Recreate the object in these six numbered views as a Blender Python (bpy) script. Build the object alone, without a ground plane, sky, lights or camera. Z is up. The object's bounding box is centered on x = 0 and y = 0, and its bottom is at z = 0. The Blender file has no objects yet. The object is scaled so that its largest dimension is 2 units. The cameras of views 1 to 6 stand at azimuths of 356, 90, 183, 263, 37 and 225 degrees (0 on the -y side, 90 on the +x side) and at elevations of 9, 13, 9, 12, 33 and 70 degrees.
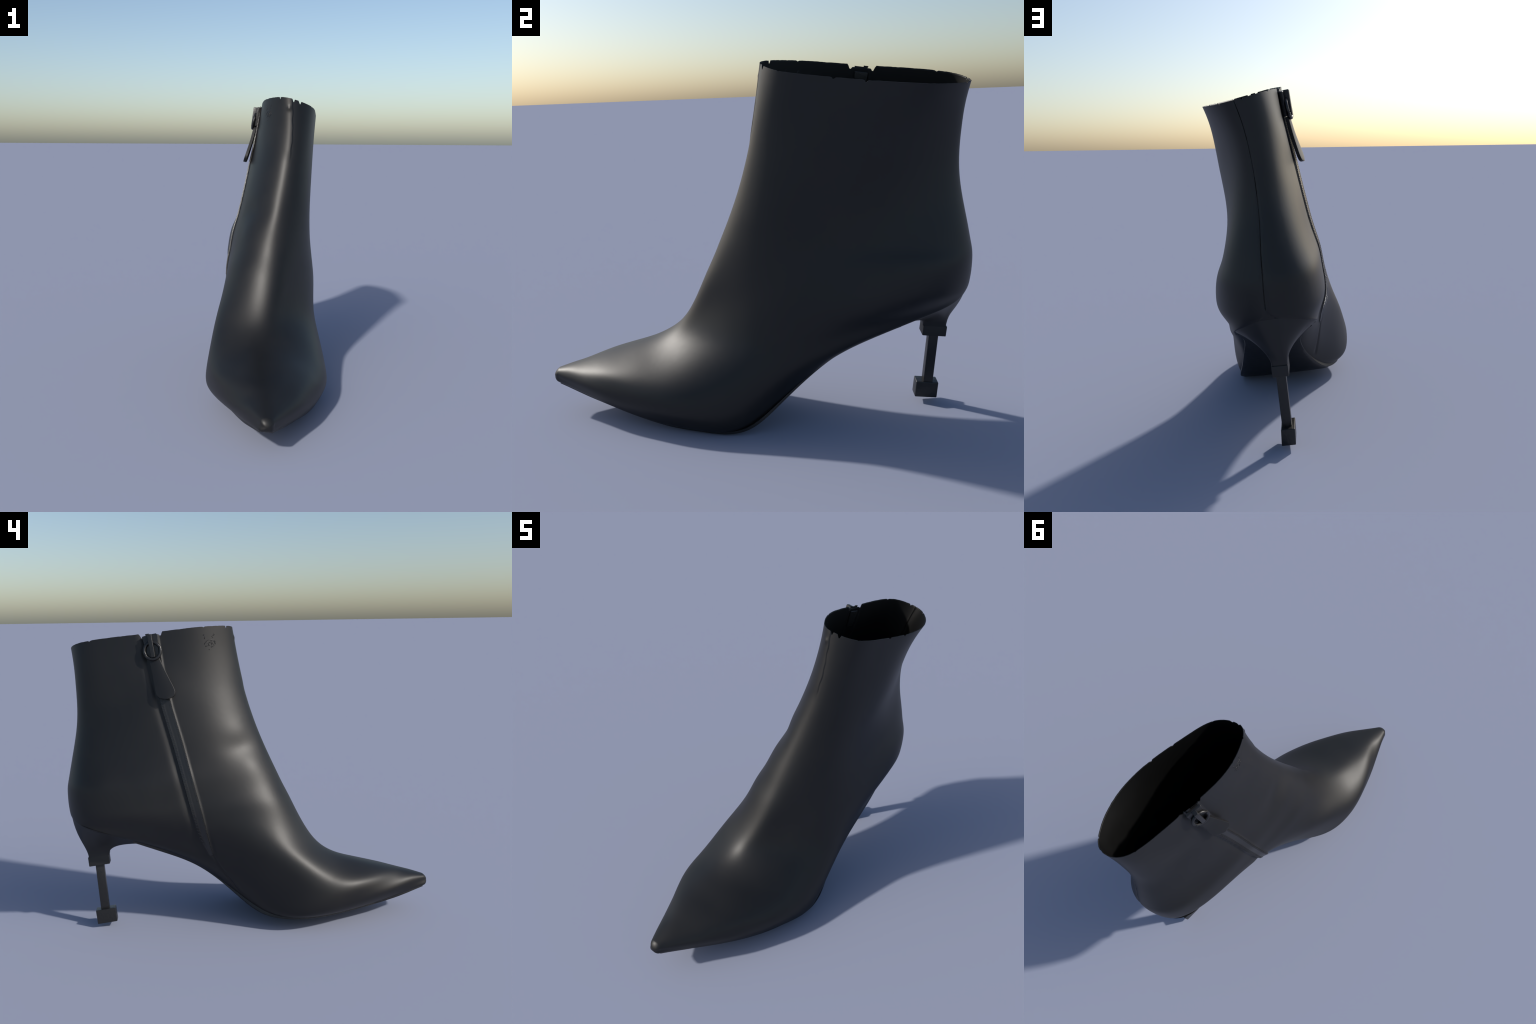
"""Pointed-toe ankle boot with a stiletto heel and an inside zip, built part by part."""
import bpy, bmesh, math
import numpy as np
from mathutils import Vector, Matrix
from mathutils.bvhtree import BVHTree

rng = np.random.default_rng(7)

# ---------------------------------------------------------------- helpers
def spline_matrix(x, xq):
    """Natural cubic spline through knots x, as a matrix giving values at xq."""
    n = len(x); h = np.diff(x)
    A = np.zeros((n, n)); R = np.zeros((n, n)); A[0, 0] = A[-1, -1] = 1
    for i in range(1, n - 1):
        A[i, i-1], A[i, i], A[i, i+1] = h[i-1], 2*(h[i-1]+h[i]), h[i]
        R[i, i-1], R[i, i], R[i, i+1] = 6/h[i-1], -6/h[i-1]-6/h[i], 6/h[i]
    M = np.linalg.solve(A, R)
    out = np.zeros((len(xq), n))
    for k, q in enumerate(xq):
        i = min(max(int(np.searchsorted(x, q)) - 1, 0), n - 2)
        a, b = (x[i+1]-q)/h[i], (q-x[i])/h[i]
        out[k, i] += a; out[k, i+1] += b
        out[k] += h[i]**2/6*((a**3-a)*M[i]+(b**3-b)*M[i+1])
    return out

def smooth(e0, e1, x):
    t = np.clip((x-e0)/(e1-e0), 0, 1)
    return t*t*(3-2*t)

def mesh_object(name, verts, faces, mat, parent=None, smooth_shade=True, angle=None):
    me = bpy.data.meshes.new(name)
    me.from_pydata([tuple(v) for v in verts], [], [tuple(f) for f in faces])
    bm = bmesh.new(); bm.from_mesh(me)
    bmesh.ops.remove_doubles(bm, verts=bm.verts, dist=1e-5)
    bmesh.ops.dissolve_degenerate(bm, edges=bm.edges, dist=1e-6)
    bmesh.ops.recalc_face_normals(bm, faces=bm.faces)
    bm.to_mesh(me); bm.free()
    me.materials.append(mat)
    if smooth_shade:
        me.shade_smooth()
        if angle:
            me.set_sharp_from_angle(angle=math.radians(angle))
    ob = bpy.data.objects.new(name, me)
    bpy.context.scene.collection.objects.link(ob)
    if parent: ob.parent = parent
    return ob

def grid_faces(nr, nc, close=False, off=0):
    f = []
    for i in range(nr-1):
        for j in range(nc if close else nc-1):
            k = (j+1) % nc
            f.append((off+i*nc+j, off+i*nc+k, off+(i+1)*nc+k, off+(i+1)*nc+j))
    return f

# ---------------------------------------------------------------- materials
def material(name, dark, light, rough, bump=0.0, bump_scale=60.0, metallic=0.0, spec=0.5, mottle=4.0, rough_var=0.05):
    m = bpy.data.materials.new(name); m.use_nodes = True
    nt = m.node_tree; n = nt.nodes; l = nt.links
    b = n["Principled BSDF"]
    tc = n.new("ShaderNodeTexCoord")
    no = n.new("ShaderNodeTexNoise"); no.inputs["Scale"].default_value = mottle
    no.inputs["Detail"].default_value = 5
    l.new(tc.outputs["Object"], no.inputs["Vector"])
    cr = n.new("ShaderNodeValToRGB")
    cr.color_ramp.elements[0].position = 0.35; cr.color_ramp.elements[0].color = (*dark, 1)
    cr.color_ramp.elements[1].position = 0.65; cr.color_ramp.elements[1].color = (*light, 1)
    l.new(no.outputs["Fac"], cr.inputs["Fac"]); l.new(cr.outputs["Color"], b.inputs["Base Color"])
    mr = n.new("ShaderNodeMapRange")
    mr.inputs["To Min"].default_value = rough-rough_var; mr.inputs["To Max"].default_value = rough+rough_var
    l.new(no.outputs["Fac"], mr.inputs["Value"]); l.new(mr.outputs["Result"], b.inputs["Roughness"])
    b.inputs["Metallic"].default_value = metallic
    b.inputs["Specular IOR Level"].default_value = spec
    if bump > 0:
        g = n.new("ShaderNodeTexNoise"); g.inputs["Scale"].default_value = bump_scale
        g.inputs["Detail"].default_value = 4
        l.new(tc.outputs["Object"], g.inputs["Vector"])
        bp = n.new("ShaderNodeBump"); bp.inputs["Strength"].default_value = bump
        bp.inputs["Distance"].default_value = 0.01
        l.new(g.outputs["Fac"], bp.inputs["Height"]); l.new(bp.outputs["Normal"], b.inputs["Normal"])
    return m

LEATHER = material("black_leather", (.0057, .0057, .0060), (.0085, .0081, .0079), .46, bump=.02, bump_scale=35, spec=.42)
LINING = material("black_lining", (.002, .002, .002), (.003, .003, .003), .55, spec=.3)
SOLE = material("black_sole", (.0075, .0075, .0078), (.0105, .0102, .010), .45, bump=.08, bump_scale=50)
HEEL = material("black_heel", (.0075, .0075, .0078), (.0105, .0102, .010), .5)
METAL = material("blackened_metal", (.0085, .0085, .0088), (.0135, .013, .0125), .38, bump=.15, bump_scale=70)
COIL = material("zip_coil", (.012, .012, .0125), (.018, .0175, .017), .34)

# ---------------------------------------------------------------- the last: fan of cross-sections
# Each station is a slanted section from the back / sole line up to the front ridge,
# from the collar (first) over ankle, heel and instep to the tip of the toe (last).
# Half widths are given every 30 degrees from the sole/back (0) towards the front.
ROLL = math.radians(7.4)          # the whole boot leans over to its outer side
STATIONS = [
    # front ridge (x,y,z)      back / sole line (x,y,z)   half widths right side                     half widths left side
    ((0.141, 0.078, 1.604), (0.169, 0.943, 1.507), (0.000, 0.089, 0.167, 0.188, 0.160, 0.112), (0.000, 0.106, 0.140, 0.146, 0.139, 0.078)),
    ((0.144, 0.060, 1.495), (0.136, 0.930, 1.414), (0.000, 0.076, 0.150, 0.187, 0.156, 0.100), (0.000, 0.102, 0.137, 0.149, 0.142, 0.081)),
    ((0.139, 0.040, 1.387), (0.111, 0.924, 1.316), (0.000, 0.070, 0.141, 0.188, 0.158, 0.095), (0.000, 0.096, 0.139, 0.158, 0.147, 0.086)),
    ((0.127, 0.018, 1.283), (0.093, 0.922, 1.215), (0.000, 0.074, 0.140, 0.189, 0.166, 0.098), (0.000, 0.095, 0.140, 0.169, 0.156, 0.091)),
    ((0.110, -0.009, 1.182), (0.080, 0.929, 1.110), (0.000, 0.087, 0.145, 0.187, 0.176, 0.106), (0.000, 0.098, 0.150, 0.177, 0.165, 0.095)),
    ((0.090, -0.039, 1.087), (0.071, 0.948, 1.005), (0.000, 0.105, 0.158, 0.189, 0.187, 0.116), (0.000, 0.111, 0.163, 0.185, 0.174, 0.098)),
    ((0.070, -0.072, 0.998), (0.067, 0.970, 0.905), (0.000, 0.126, 0.180, 0.199, 0.199, 0.123), (0.000, 0.131, 0.182, 0.196, 0.182, 0.102)),
    ((0.052, -0.106, 0.916), (0.061, 0.988, 0.821), (0.000, 0.145, 0.209, 0.218, 0.213, 0.126), (0.000, 0.153, 0.205, 0.210, 0.191, 0.114)),
    ((0.038, -0.140, 0.839), (0.057, 0.997, 0.758), (0.000, 0.160, 0.239, 0.243, 0.225, 0.126), (0.000, 0.169, 0.225, 0.223, 0.202, 0.128)),
    ((0.027, -0.173, 0.766), (0.049, 0.993, 0.661), (0.000, 0.164, 0.256, 0.269, 0.236, 0.122), (0.000, 0.173, 0.234, 0.228, 0.213, 0.140)),
    ((0.015, -0.207, 0.697), (0.037, 0.969, 0.612), (0.053, 0.176, 0.262, 0.289, 0.243, 0.116), (0.056, 0.176, 0.228, 0.226, 0.222, 0.150)),
    ((0.003, -0.239, 0.629), (0.027, 0.899, 0.576), (0.147, 0.194, 0.263, 0.299, 0.244, 0.108), (0.153, 0.184, 0.211, 0.221, 0.226, 0.151)),
    ((-0.012, -0.271, 0.563), (0.027, 0.761, 0.529), (0.182, 0.211, 0.262, 0.298, 0.236, 0.101), (0.183, 0.191, 0.195, 0.221, 0.231, 0.144)),
    ((-0.029, -0.305, 0.502), (0.040, 0.606, 0.471), (0.165, 0.218, 0.261, 0.289, 0.224, 0.098), (0.154, 0.183, 0.193, 0.232, 0.239, 0.136)),
    ((-0.046, -0.344, 0.448), (0.051, 0.441, 0.397), (0.137, 0.212, 0.263, 0.283, 0.219, 0.101), (0.126, 0.181, 0.209, 0.253, 0.247, 0.129)),
    ((-0.056, -0.391, 0.404), (0.055, 0.273, 0.292), (0.154, 0.206, 0.273, 0.289, 0.231, 0.113), (0.114, 0.188, 0.241, 0.280, 0.256, 0.125)),
    ((-0.061, -0.447, 0.370), (0.052, 0.118, 0.160), (0.172, 0.219, 0.287, 0.305, 0.255, 0.131), (0.135, 0.217, 0.279, 0.305, 0.263, 0.123)),
    ((-0.061, -0.512, 0.343), (0.036, -0.013, 0.060), (0.195, 0.251, 0.300, 0.317, 0.276, 0.150), (0.171, 0.263, 0.312, 0.320, 0.264, 0.123)),
    ((-0.061, -0.584, 0.321), (0.009, -0.135, 0.033), (0.210, 0.274, 0.302, 0.314, 0.272, 0.161), (0.197, 0.297, 0.328, 0.316, 0.252, 0.121)),
    ((-0.061, -0.662, 0.299), (-0.016, -0.258, 0.035), (0.210, 0.266, 0.286, 0.292, 0.252, 0.158), (0.200, 0.289, 0.313, 0.291, 0.230, 0.119)),
    ((-0.061, -0.746, 0.276), (-0.033, -0.404, 0.043), (0.186, 0.237, 0.250, 0.249, 0.211, 0.137), (0.176, 0.243, 0.268, 0.245, 0.189, 0.105)),
    ((-0.063, -0.836, 0.250), (-0.053, -0.579, 0.065), (0.141, 0.182, 0.195, 0.189, 0.160, 0.096), (0.131, 0.175, 0.195, 0.182, 0.132, 0.070)),
    ((-0.064, -0.908, 0.229), (-0.074, -0.777, 0.101), (0.083, 0.107, 0.119, 0.112, 0.093, 0.053), (0.076, 0.102, 0.112, 0.107, 0.088, 0.052)),
    ((-0.078, -0.975, 0.209), (-0.087, -0.977, 0.144), (0.018, 0.030, 0.034, 0.033, 0.033, 0.021), (0.018, 0.030, 0.033, 0.031, 0.032, 0.021)),
]
FRONT = np.array([s[0] for s in STATIONS]); BACK = np.array([s[1] for s in STATIONS])
WR = np.array([s[2] for s in STATIONS]); WL = np.array([s[3] for s in STATIONS])
NST = len(STATIONS); SIDE = np.array([math.cos(ROLL), 0, -math.sin(ROLL)])

def sections(t):
    S = spline_matrix(np.arange(NST)*1.0, t)
    wr, wl = S@WR, S@WL
    wr[:, 0] = np.maximum(wr[:, 0], 0)*(t > 9); wl[:, 0] = np.maximum(wl[:, 0], 0)*(t > 9)
    return S@FRONT, S@BACK, wr, wl

PHI_KNOTS = np.arange(13)*30.0
def surface(t, phi):
    """Points of the last at station values t (one per row) and angles phi (one per column)."""
    F, B, wr, wl = sections(t)
    W = np.concatenate([wr, np.zeros((len(t), 1)), -wl[:, ::-1]], 1)
    X = W @ spline_matrix(PHI_KNOTS, phi).T
    s = (1-np.cos(np.radians(phi)))/2
    P = B[:, None]*(1-s)[None, :, None] + F[:, None]*s[None, :, None] + X[:, :, None]*SIDE
    P[..., 2] += (.009-.10*X)*smooth(3.2, 0.0, t)[:, None]      # the collar leans a little more
    return P

def grid_normals(P):
    du = np.gradient(P, axis=0); dv = np.gradient(P, axis=1)
    n = np.cross(du, dv); L = np.linalg.norm(n, axis=2, keepdims=True)
    n = n/np.maximum(L, 1e-9)
    return n

# ---------------------------------------------------------------- zip path on the inner side
ZIP_Z = np.array([1.62, 1.585, 1.41, 1.21, 1.04, .846, .676, .528, .428, .40])
ZIP_Y = np.array([.522, .517, .493, .451, .406, .360, .320, .283, .245, .235])
ZIP_H = np.array([.036, .036, .034, .031, .031, .030, .030, .026, .013, .004])
def zip_y(z): return np.interp(z, ZIP_Z[::-1], ZIP_Y[::-1])
def zip_h(z): return np.interp(z, ZIP_Z[::-1], ZIP_H[::-1])
# seam that runs on from the zip's end to the sole
SEAM_Z = np.array([.43, .36, .29, .20]); SEAM_Y = np.array([.238, .20, .155, .10])

def bump(P, centre, radius, height):
    d = (P-np.array(centre))/np.array(radius)
    return height*np.exp(-(d**2).sum(-1))

def relief(P, phi_deg):
    """Outward displacement of the upper: seams, zip trough, soft folds."""
    x, y, z = P[..., 0], P[..., 1], P[..., 2]
    phi = np.broadcast_to(phi_deg[None, :], x.shape)
    inner = smooth(190, 200, phi)*smooth(350, 340, phi)
    d = (y-zip_y(z))/1.02
    h = zip_h(z)
    on = smooth(.39, .43, z)*inner
    out = np.zeros_like(x)
    # raised zip band: groove behind it, rising to a rounded front edge
    fade = smooth(.40, .62, z)
    rise = smooth(h, -h*.7, d)
    out += (.0015+.0045*fade*rise)*smooth(h+.001, h-.005, d)*smooth(-h-.009, -h+.001, d)*on
    out -= .0075*np.where(d > h, np.exp(-((d-h)/.024)**2), np.exp(-((d-h)/.004)**2))*on*(.35+.65*fade)
    out -= .003*np.exp(-((d+h+.010)/.006)**2)*on*smooth(.6, .45, z)
    # seam below the zip
    sy = np.interp(z, SEAM_Z[::-1], SEAM_Y[::-1])
    out -= .005*np.exp(-((y-sy)/.006)**2)*inner*smooth(.19, .22, z)*smooth(.45, .42, z)
    # back seam
    a = np.minimum(phi, 360-phi)
    xs = np.sin(np.radians(a))*.17
    wob = .0015*np.sin(z*23)+.001*np.sin(z*61)
    out -= .0022*np.exp(-((xs-.001+wob)/.004)**2)*smooth(.6, .64, z)*(y > .7)
    # front seam, only down the shaft
    xf = np.sin(np.radians(phi-180))*.16
    wob = .0012*np.sin(z*37)+.0012*np.sin(z*83)
    lap = (np.abs(phi-180) < 30)*(y < .3)*smooth(1.27, 1.34, z)
    out += .0032*smooth(-.0025, .0015, xf+wob)*np.exp(-(np.maximum(xf, 0)/.030)**2)*lap
    # soft dents where the inner ankle bends
    side = smooth(180, 225, phi)*smooth(350, 320, phi)
    out += side*(bump(P, (-.03, .05, 1.07), (.25, .10, .065), .0035) + bump(P, (-.05, .08, .99), (.25, .10, .055), -.004)
                 + bump(P, (-.07, .0, .90), (.25, .08, .06), .0035))
    out += bump(P, (.125, .07, 1.56), (.012, .03, .012), .004)
    return out

# ---------------------------------------------------------------- upper
ROWS = 16
t_rows = np.linspace(0, NST-1, (NST-1)*ROWS+1)
NPHI = 480
phi = np.linspace(0, 360, NPHI+1)
phi = phi  # one column per 0.75 degree

# torn little nicks and a wavering cut along the collar
def collar_drop(phi):
    d = .002+.002*np.sin(np.radians(phi)*3+.6)
    f = np.zeros_like(phi)
    for c, w, dep in ((177.5, 1.6, .014), (168, 1.8, .015), (204, 1.2, .013), (110, .9, .007), (93, .8, .010), (231, .8, .004),
                      (318, 1.0, .004), (22, 1.2, .006), (352, 1.0, .006), (147, .8, .003),
                      (264, 1.1, .012), (277.5, 1.0, .014)):
        f = np.maximum(f, dep*np.clip(1.25-np.abs(phi-c)/w, 0, 1))
    k = np.arange(len(phi)); r = np.random.default_rng(3).random(len(phi)+8)
    jag = np.convolve(r, np.ones(7)/7, 'same')[:len(phi)]
    return d + f + .006*np.abs(jag-.5) + .012*smooth(7.5, 6, np.abs(phi-270.8))

drop = collar_drop(phi)

def upper_points(t_rows, phi, drop):
    P = surface(t_rows, phi)
    # shorten the first rows towards the ragged collar line (in station units)
    du = drop/.095
    span = 1.0
    i1 = np.searchsorted(t_rows, span)
    base = surface(t_rows[:i1], phi)
    fine_t = np.linspace(0, span, 161); fine = surface(fine_t, phi)
    for i in range(i1):
        tt = du + t_rows[i]*(1-du/span)
        for j in range(len(phi)):
            q = tt[j]/span*160; k = min(int(q), 159); w = q-k
            P[i, j] = fine[k, j]*(1-w)+fine[k+1, j]*w
    return P

P = upper_points(t_rows, phi, drop)
N = grid_normals(P)
# make normals point outwards
cen = P.mean(axis=1, keepdims=True)
if ((P-cen)*N).sum() < 0: N = -N
P = P + N*relief(P, phi)[..., None]

# toe cap: rings closing the tip
last = P[-1]; c = last.mean(0); tip = []
fwd = np.array([.0, -1, -.15]); fwd /= np.linalg.norm(fwd)
a0 = math.radians(28)                # start tangent to the tapering toe
for k in range(1, 17):
    a = a0+(math.pi/2-a0)*k/16
    tip.append(c+(last-c)*max(.01, math.cos(a)/math.cos(a0))+fwd*.044*(math.sin(a)-math.sin(a0)))
P = np.concatenate([P, np.array(tip)], 0)
NR = P.shape[0]
# flat bottom between the two lasting edges
NB = 8
bot = np.stack([P[:, -1]*(1-k/NB)+P[:, 0]*(k/NB) for k in range(1, NB)], 1)
ring = np.concatenate([P, bot], 1)
NC = ring.shape[1]

root = bpy.data.objects.new("ankle_boot", None)
bpy.context.scene.collection.objects.link(root)
root["label"] = "black leather pointed-toe ankle boot with thin stiletto heel and side zip"
root["category"] = "boot"

def open_heel(faces, rows):
    """Leave out the seat faces above the hollow heel."""
    out = []
    for f in faces:
        i, j = divmod(f[0], NC)
        if 11.0*ROWS < i < 12.9*ROWS and NPHI < j < NC-1 and f[0] < rows*NC: continue
        out.append(f)
    return out
upper = mesh_object("upper", ring.reshape(-1, 3), open_heel(grid_faces(NR, NC, True), NR), LEATHER, root)
upper_bvh = BVHTree.FromPolygons([tuple(v) for v in ring.reshape(-1, 3)], grid_faces(NR, NC, True))

# ---------------------------------------------------------------- lining: inner skin and insole
on_zip = smooth(.06, .03, np.abs(P[:N.shape[0], :, 1]-zip_y(P[:N.shape[0], :, 2])))*((phi > 195) & (phi < 345))[None, :]
keep = int(19*ROWS)+1
Pi = P[:keep] - N[:keep]*(.003+.004*on_zip[:keep, :, None])
li = np.concatenate([Pi, np.stack([Pi[:, -1]*(1-k/NB)+Pi[:, 0]*(k/NB) for k in range(1, NB)], 1)], 1)
rim = np.concatenate([ring[0], li[0]], 0)
lverts = li.reshape(-1, 3)
lf = open_heel(grid_faces(keep, NC, True), keep)
off = len(lverts)
# end wall towards the toe
cc = li[-1].mean(0); lverts = np.concatenate([lverts, cc[None]], 0)
lf += [(off, (keep-1)*NC+j, (keep-1)*NC+(j+1) % NC) for j in range(NC)]
# lip over the cut edge
o2 = len(lverts); lverts = np.concatenate([lverts, ring[0]-np.array([0, 0, .0008])], 0)
lf += [(o2+j, o2+(j+1) % NC, (j+1) % NC, j) for j in range(NC)]
mesh_object("lining", lverts, lf, LINING, root)

# ---------------------------------------------------------------- outsole
tS = np.linspace(12.7, NST-1.04, 170)
F, B, wr, wl = sections(tS)
tan = np.gradient(B, axis=0); tan /= np.linalg.norm(tan, axis=1, keepdims=True)
nrm = np.cross(tan, np.tile(SIDE, (len(tS), 1))); nrm /= np.linalg.norm(nrm, axis=1, keepdims=True)
nrm *= np.sign(nrm[:, 2:3])                     # up
# the welt stands out under the forefoot, and is drawn in at the waist and under the heel
wf = smooth(14.5, 17, tS)
phs = 5+14*wf
S_ = np.stack([spline_matrix(PHI_KNOTS, [q, 360-q]) for q in phs])
W_ = np.concatenate([wr, np.zeros((len(tS), 1)), -wl[:, ::-1]], 1)
toe = smooth(NST-1, NST-2.0, tS)
R_ = np.einsum('tk,tk->t', S_[:, 0], W_)+(.004+.009*wf)*toe*1
L_ = -np.einsum('tk,tk->t', S_[:, 1], W_)+(.004+.007*wf)*toe*1
edge_top = ((1-np.cos(np.radians(phs)))/2*np.linalg.norm(F-B, axis=1)*.9+.003)*toe+.004
prof = []                                       # (side fraction, height)
for sgn in (1,):
    prof = [(-.93, 9), (-1, 9), (-1, 2), (-.985, 1)] + [(q, 0) for q in np.linspace(-.9, .9, 11)] + [(.985, 1), (1, 2), (1, 9), (.93, 9)]
sol = []
for q, hgt in prof:
    w = np.where(q < 0, L_, R_)
    hh = edge_top if hgt == 9 else np.array([-.0015, -.0005, .002])[hgt] + (edge_top-.010)*.5*(hgt > 0)
    if hgt != 9:
        hh = hh-(.012*np.exp(-((tS-13.6)/1.0)**2)+.004*wf*toe)*np.clip(.5-q*.7, 0, 1)-.004*wf*toe*(1-q*q)*(hgt == 0)
    sol.append(B + SIDE*(q*w)[:, None] + nrm*np.broadcast_to(hh, (len(tS),))[:, None])
sol = np.stack(sol, 1)
sv = sol.reshape(-1, 3); sf = grid_faces(len(tS), len(prof), True)
sf += [tuple(range(len(prof))), tuple((len(tS)-1)*len(prof)+j for j in range(len(prof)))[::-1]]
mesh_object("outsole", sv, sf, SOLE, root, angle=40)

# ---------------------------------------------------------------- heel
AX = np.array([.11, .10, 1.0]); AX /= np.linalg.norm(AX)
EX = np.array([1, 0, -.12]); EX -= AX*(EX@AX); EX /= np.linalg.norm(EX)
EY = np.cross(AX, EX)
def rounded_rect(hx, hy, n, rad):
    """n points round a rounded rectangle, starting at the front middle, going to +x, back, -x."""
    ex = 2/(1.0-rad) if rad < 1 else 2
    pts = []
    for k in range(n):
        a = -math.pi/2 + 2*math.pi*(k+.5)/n
        c, s = math.cos(a), math.sin(a)
        pts.append((hx*math.copysign(abs(c)**(2/ex), c), hy*math.copysign(abs(s)**(2/ex), s)))
    return np.array(pts)

heel = bpy.data.objects.new("heel", None)
th = np.linspace(13.2, 9.9, 40)
Fh, Bh, wrh, wlh = sections(th)
wrh, wlh = wrh[:, 0]+.007, wlh[:, 0]+.007
right = Bh+SIDE*wrh[:, None]; left = Bh-SIDE*wlh[:, None]
front = np.stack([left[0]*(1-q)+right[0]*q for q in np.linspace(0, 1, 17)[1:-1]])
top = np.concatenate([front[7:], right, left[::-1], front[:7]], 0)
# resample the rim evenly by angle round the stem
NH = 96
stem_c = np.array([0, .846, .400])
def even(poly, n):
    poly = np.concatenate([poly, poly[:1]], 0)
    L = np.concatenate([[0], np.cumsum(np.linalg.norm(np.diff(poly, axis=0), axis=1))])
    q = np.linspace(0, L[-1], n, endpoint=False)
    return np.stack([np.interp(q, L, poly[:, c]) for c in range(3)], 1)
top = even(top, NH)
rr = rounded_rect(.0358, .0553, NH*8, .82)
q3 = stem_c+rr[:, :1]*EX+rr[:, 1:]*EY
low = even(q3, NH)
rows = []
for u in np.linspace(0, 1, 30):
    up = low+AX*.075
    p0 = top+np.array([0, .003, .009]); bk = np.clip((top[:, 1:2]-.88)/.08, 0, 1); p1 = top+(up-top)*np.concatenate([.45+0*bk, .45-.25*bk, .45+.35*bk], 1); p2 = low+AX*.06; p3 = low
    rows.append(p0*(1-u)**3+3*p1*u*(1-u)**2+3*p2*u*u*(1-u)+p3*u**3)
hv = np.concatenate(rows, 0); hf = grid_faces(30, NH, True)
hf += [tuple(29*NH+k for k in range(NH))]     # the heel is hollow, open to the inside
heel = mesh_object("heel", hv, hf, HEEL, root, angle=50)

def prism(name, bottom, topc, hb, ht, mat, parent, rad=.85, bevel=.004, n=64):
    """Slightly rounded square prism between two centres in the heel's leaning frame."""
    bm = bmesh.new(); vs = []
    for c, (hx, hy) in ((bottom, hb), (topc, ht)):
        for sx, sy in ((-1, -1), (1, -1), (1, 1), (-1, 1)):
            vs.append(bm.verts.new(Vector(np.array(c)+EX*sx*hx+EY*sy*hy)))
    bm.faces.new(vs[3::-1]); bm.faces.new(vs[4:])
    for k in range(4):
        bm.faces.new((vs[k], vs[(k+1) % 4], vs[4+(k+1) % 4], vs[4+k]))
    bmesh.ops.recalc_face_normals(bm, faces=bm.faces)
    bmesh.ops.bevel(bm, geom=list(bm.edges), offset=bevel, segments=3, profile=.6, affect='EDGES')
    me = bpy.data.meshes.new(name); bm.to_mesh(me); bm.free()
    me.materials.append(mat); me.shade_smooth(); me.set_sharp_from_angle(angle=math.radians(35))
    ob = bpy.data.objects.new(name, me); bpy.context.scene.collection.objects.link(ob)
    ob.parent = parent
    return ob
prism("heel_collar", (-.004, .8455, .351), (.001, .850, .402), (.0362, .0558), (.0362, .0558), HEEL, heel)
prism("heel_rod", (-.0265, .829, .095), (-.001, .8475, .362), (.0215, .0225), (.0215, .0225), METAL, heel, bevel=.003)
prism("heel_tip", (-.034, .819, .024), (-.0305, .8265, .103), (.032, .0535), (.031, .0535), METAL, heel, bevel=.005)

# ---------------------------------------------------------------- zip
def on_surface(y, z):
    hit = upper_bvh.ray_cast(Vector((-2, y, z)), Vector((1, 0, 0)))
    return np.array(hit[0]), np.array(hit[1])
def zip_frame(z, side=0.0):
    """Point on the trough floor, outward normal, downward tangent, sideways (to the toe) vector."""
    if z > 1.54:
        p, n, td, s = zip_frame(1.54)
        return p-td*(z-1.54)/max(.2, -td[2]), n, td, s
    zs = np.array([z+.01, z-.01]); ys = zip_y(zs)
    a, _ = on_surface(ys[0], zs[0]); b, _ = on_surface(ys[1], zs[1])
    tdir = b-a; tdir /= np.linalg.norm(tdir)
    p, n = on_surface(zip_y(z)-side, z)
    e, _ = on_surface(zip_y(z)-.02, z); f, _ = on_surface(zip_y(z)+.02, z)
    s = e-f; s -= tdir*(s@tdir); s /= np.linalg.norm(s)
    n = np.cross(tdir, s); n *= 1 if n[0] < 0 else -1
    return p, n, tdir, s

zs = np.linspace(1.585, .425, 150)
frames = [zip_frame(z) for z in zs]
# woven tape on the floor of the trough
tv = []
for z, (p, n, td, s) in zip(zs, frames):
    hw = zip_h(z)*.95
    for q, hh in ((-.7, -.003), (-.7, .0012), (-.1, .0016), (0, .0010), (.08, .0016), (.95, .0016), (.95, -.003)):
        tv.append(p+s*q*hw+n*hh)
mesh_object("zipper_tape", tv, grid_faces(len(zs), 7, True), COIL, root, angle=40)
# interlocking coil: two ranks of little teeth, standing near the front lip
verts, faces = [], []
box = [(-1, -1, 0), (1, -1, 0), (1, 1, 0), (-1, 1, 0), (-.7, -.7, 1), (.7, -.7, 1), (.7, .7, 1), (-.7, .7, 1)]
bf = [(3, 2, 1, 0), (4, 5, 6, 7), (0, 1, 5, 4), (1, 2, 6, 5), (2, 3, 7, 6), (3, 0, 4, 7)]
arc = np.concatenate([[0], np.cumsum([np.linalg.norm(frames[i+1][0]-frames[i][0]) for i in range(len(zs)-1)])])
pitch = .0088
for k in range(int(arc[-1]/pitch)):
    a = k*pitch
    zz = float(np.interp(a, arc, zs)); i = int(np.clip(np.searchsorted(arc, a), 1, len(zs)-1))
    p, n, td, s = frames[i]; w = (a-arc[i-1])/(arc[i]-arc[i-1])
    p = frames[i-1][0]*(1-w)+p*w
    fade = float(smooth(.43, .55, zz))
    hw = zip_h(zz)
    for rank in (0, 1):
        zc = min(zz, 1.545)
        c = on_surface(zip_y(zc)-(hw*.86 if rank else -hw*.45), zc)[0]+td*(rank*pitch*.5+(zz-zc)/min(-.2, td[2]))-n*.003
        o = len(verts)
        for bx, by, bz in box:
            verts.append(c+td*bx*.0034+s*by*(.0065 if rank else .010)*(.5+.5*fade)+n*bz*(.003+(.0042 if rank else .0036)*fade))
        faces += [tuple(o+q for q in f) for f in bf]
teeth = mesh_object("zipper_teeth", verts, faces, COIL, root, angle=60)
teeth["kind"] = "stuff"

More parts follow.
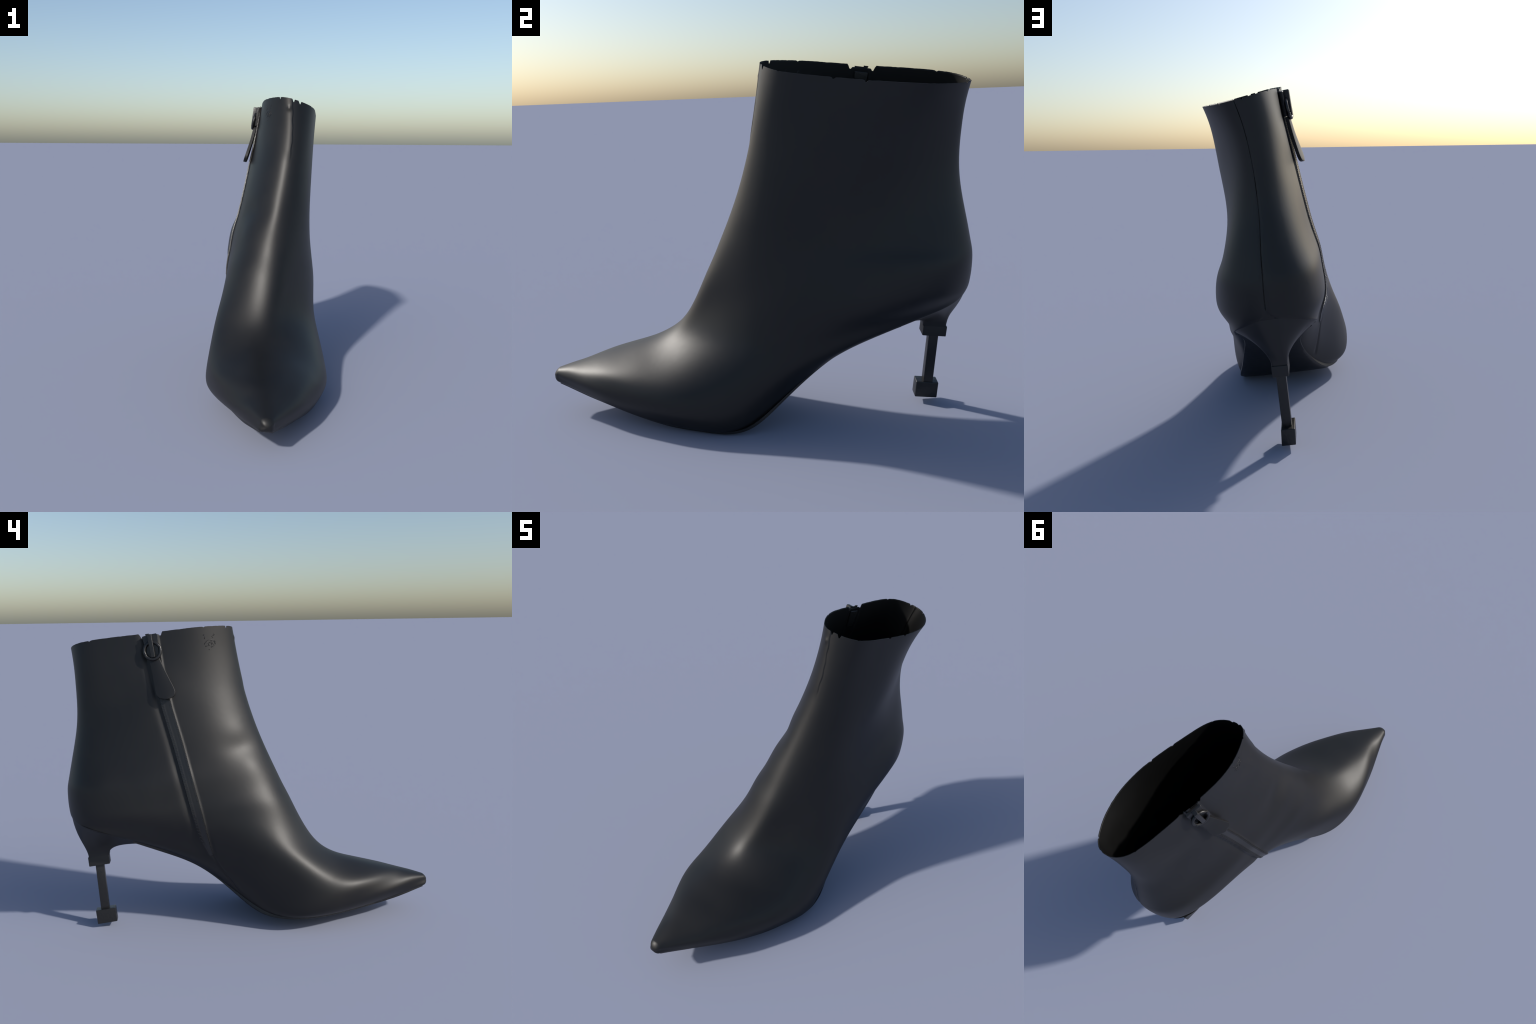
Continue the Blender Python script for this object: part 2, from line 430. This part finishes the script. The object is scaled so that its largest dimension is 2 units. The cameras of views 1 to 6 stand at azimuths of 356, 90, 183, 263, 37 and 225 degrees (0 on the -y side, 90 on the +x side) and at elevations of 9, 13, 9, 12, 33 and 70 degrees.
# slider: lower plate, upper plate, bridge, ring and leather pull
def local_box(name, z, along, across, height, base, shift=0.0, lift_end=0.0, mat=METAL, parent=None, bevel=.003, taper=1.0):
    p, n, td, s = zip_frame(z)
    bm = bmesh.new(); vs = []
    for q in (0, 1):
        for a, b in ((-1, -1), (1, -1), (1, 1), (-1, 1)):
            k = taper if a > 0 else 1
            vs.append(bm.verts.new(Vector(p+td*a*along+s*(b*across*k+shift)+n*(base+q*height+(lift_end*(a+1)/2)))))
    bm.faces.new(vs[3::-1]); bm.faces.new(vs[4:])
    for k in range(4): bm.faces.new((vs[k], vs[(k+1) % 4], vs[4+(k+1) % 4], vs[4+k]))
    bmesh.ops.recalc_face_normals(bm, faces=bm.faces)
    bmesh.ops.bevel(bm, geom=list(bm.edges), offset=bevel, segments=3, profile=.6, affect='EDGES')
    me = bpy.data.meshes.new(name); bm.to_mesh(me); bm.free()
    me.materials.append(mat); me.shade_smooth(); me.set_sharp_from_angle(angle=math.radians(35))
    ob = bpy.data.objects.new(name, me); bpy.context.scene.collection.objects.link(ob); ob.parent = parent
    return ob
slider = local_box("zipper_slider", 1.522, .058, .043, .019, .000, parent=root, taper=.72, bevel=.006)
local_box("slider_inner_plate", 1.522, .044, .030, .007, -.013, parent=slider, taper=.8, bevel=.004)
bridge = local_box("slider_bridge", 1.522, .060, .0115, .030, .013, lift_end=-.003, parent=slider, bevel=.005)

def tube(name, pts, rad, mat, parent, closed=False, nseg=12):
    pts = np.array(pts); n = len(pts)
    tang = np.roll(pts, -1, 0)-np.roll(pts, 1, 0) if closed else np.gradient(pts, axis=0)
    tang /= np.linalg.norm(tang, axis=1, keepdims=True)
    ref = np.array([.31, .52, .79]); v = []
    for q, tt in zip(pts, tang):
        a = np.cross(tt, ref); a /= np.linalg.norm(a); b = np.cross(tt, a)
        for k in range(nseg):
            an = 2*math.pi*k/nseg; v.append(q+rad*(a*math.cos(an)+b*math.sin(an)))
    f = grid_faces(n, nseg, True)
    if closed: f += [((n-1)*nseg+k, (n-1)*nseg+(k+1) % nseg, (k+1) % nseg, k) for k in range(nseg)]
    else: f += [tuple(range(nseg))[::-1], tuple((n-1)*nseg+k for k in range(nseg))]
    return mesh_object(name, v, f, mat, parent)
p, n, td, s = zip_frame(1.498)
ringpts = [p+n*(.026+.003*math.sin(a))+td*.044*math.sin(a)+s*.042*math.cos(a) for a in np.linspace(0, 2*math.pi, 40, endpoint=False)]
tube("pull_ring", ringpts, .0088, METAL, slider, closed=True)

# leather pull: a tongue widening to a rounded end, curling away from the boot
pz = 1.462
p0, n0, td0, s0 = zip_frame(pz)
LEN = .222
sv, NU, NV = [], 28, 9
for i in range(NU):
    u = i/(NU-1)
    hw = np.interp(u, [0, .04, .1, .35, .75, .86, .93, .97, 1], [.024, .028, .029, .035, .049, .050, .043, .031, .010])
    liftc = .020+.004*math.sin(u*math.pi)+.020*max(0, u-.3)**1.6/.7**1.6
    for j in range(NV):
        q = -1+2*j/(NV-1)
        sv.append(p0+td0*u*LEN+s0*(q*hw+.036*u)+n0*(liftc+.003*(1-q*q)))
sv = np.array(sv); back_ = sv-n0*.016
vv = np.concatenate([sv, back_], 0)
ff = grid_faces(NU, NV)+[tuple(NU*NV+k for k in f[::-1]) for f in grid_faces(NU, NV)]
edge = [j for j in range(NV)]+[i*NV+NV-1 for i in range(1, NU)]+[(NU-1)*NV+j for j in range(NV-2, -1, -1)]+[i*NV for i in range(NU-2, 0, -1)]
ff += [(edge[k], edge[(k+1) % len(edge)], NU*NV+edge[(k+1) % len(edge)], NU*NV+edge[k]) for k in range(len(edge))]
tab = mesh_object("pull_tab", vv, ff, LEATHER, slider, angle=50)
md = tab.modifiers.new("bevel", 'BEVEL'); md.width = .005; md.segments = 3; md.limit_method = 'ANGLE'; md.angle_limit = math.radians(50)

# ---------------------------------------------------------------- small worn emboss by the collar
strokes = []
def stroke(pts):
    out = []
    for y, z in pts:
        q, nn = on_surface(y, z); out.append(q+np.array([.0013, 0, 0]))
    return out
def arc_pts(cy, cz, ry, rz, a0, a1, n=9):
    return [(cy+ry*math.cos(a), cz+rz*math.sin(a)) for a in np.linspace(math.radians(a0), math.radians(a1), n)]
specs = [arc_pts(.212, 1.532, .032, .020, 100, 250), arc_pts(.205, 1.536, .024, .016, 10, 130), arc_pts(.190, 1.538, .012, .012, -60, 170),
         arc_pts(.226, 1.528, .012, .010, 0, 300), arc_pts(.205, 1.530, .008, .010, 30, 330), arc_pts(.184, 1.533, .008, .007, 120, 400),
         [(.238, 1.580), (.233, 1.566), (.236, 1.556)], [(.243, 1.577), (.232, 1.574)], [(.186, 1.585), (.181, 1.577), (.19, 1.574)],
         [(.196, 1.570), (.190, 1.563)], [(.214, 1.502), (.208, 1.500)]]
bits = []
for sp in specs:
    bits.append(tube("embossed_mark", stroke(sp), .0024, LEATHER, root, nseg=8))
bm = bmesh.new()
for b in bits: bm.from_mesh(b.data)
me = bpy.data.meshes.new("embossed_mark"); bm.to_mesh(me); bm.free(); me.materials.append(LEATHER); me.shade_smooth()
for b in bits: bpy.data.objects.remove(b)
mark = bpy.data.objects.new("embossed_mark", me); bpy.context.scene.collection.objects.link(mark); mark.parent = root
mark["kind"] = "stuff"
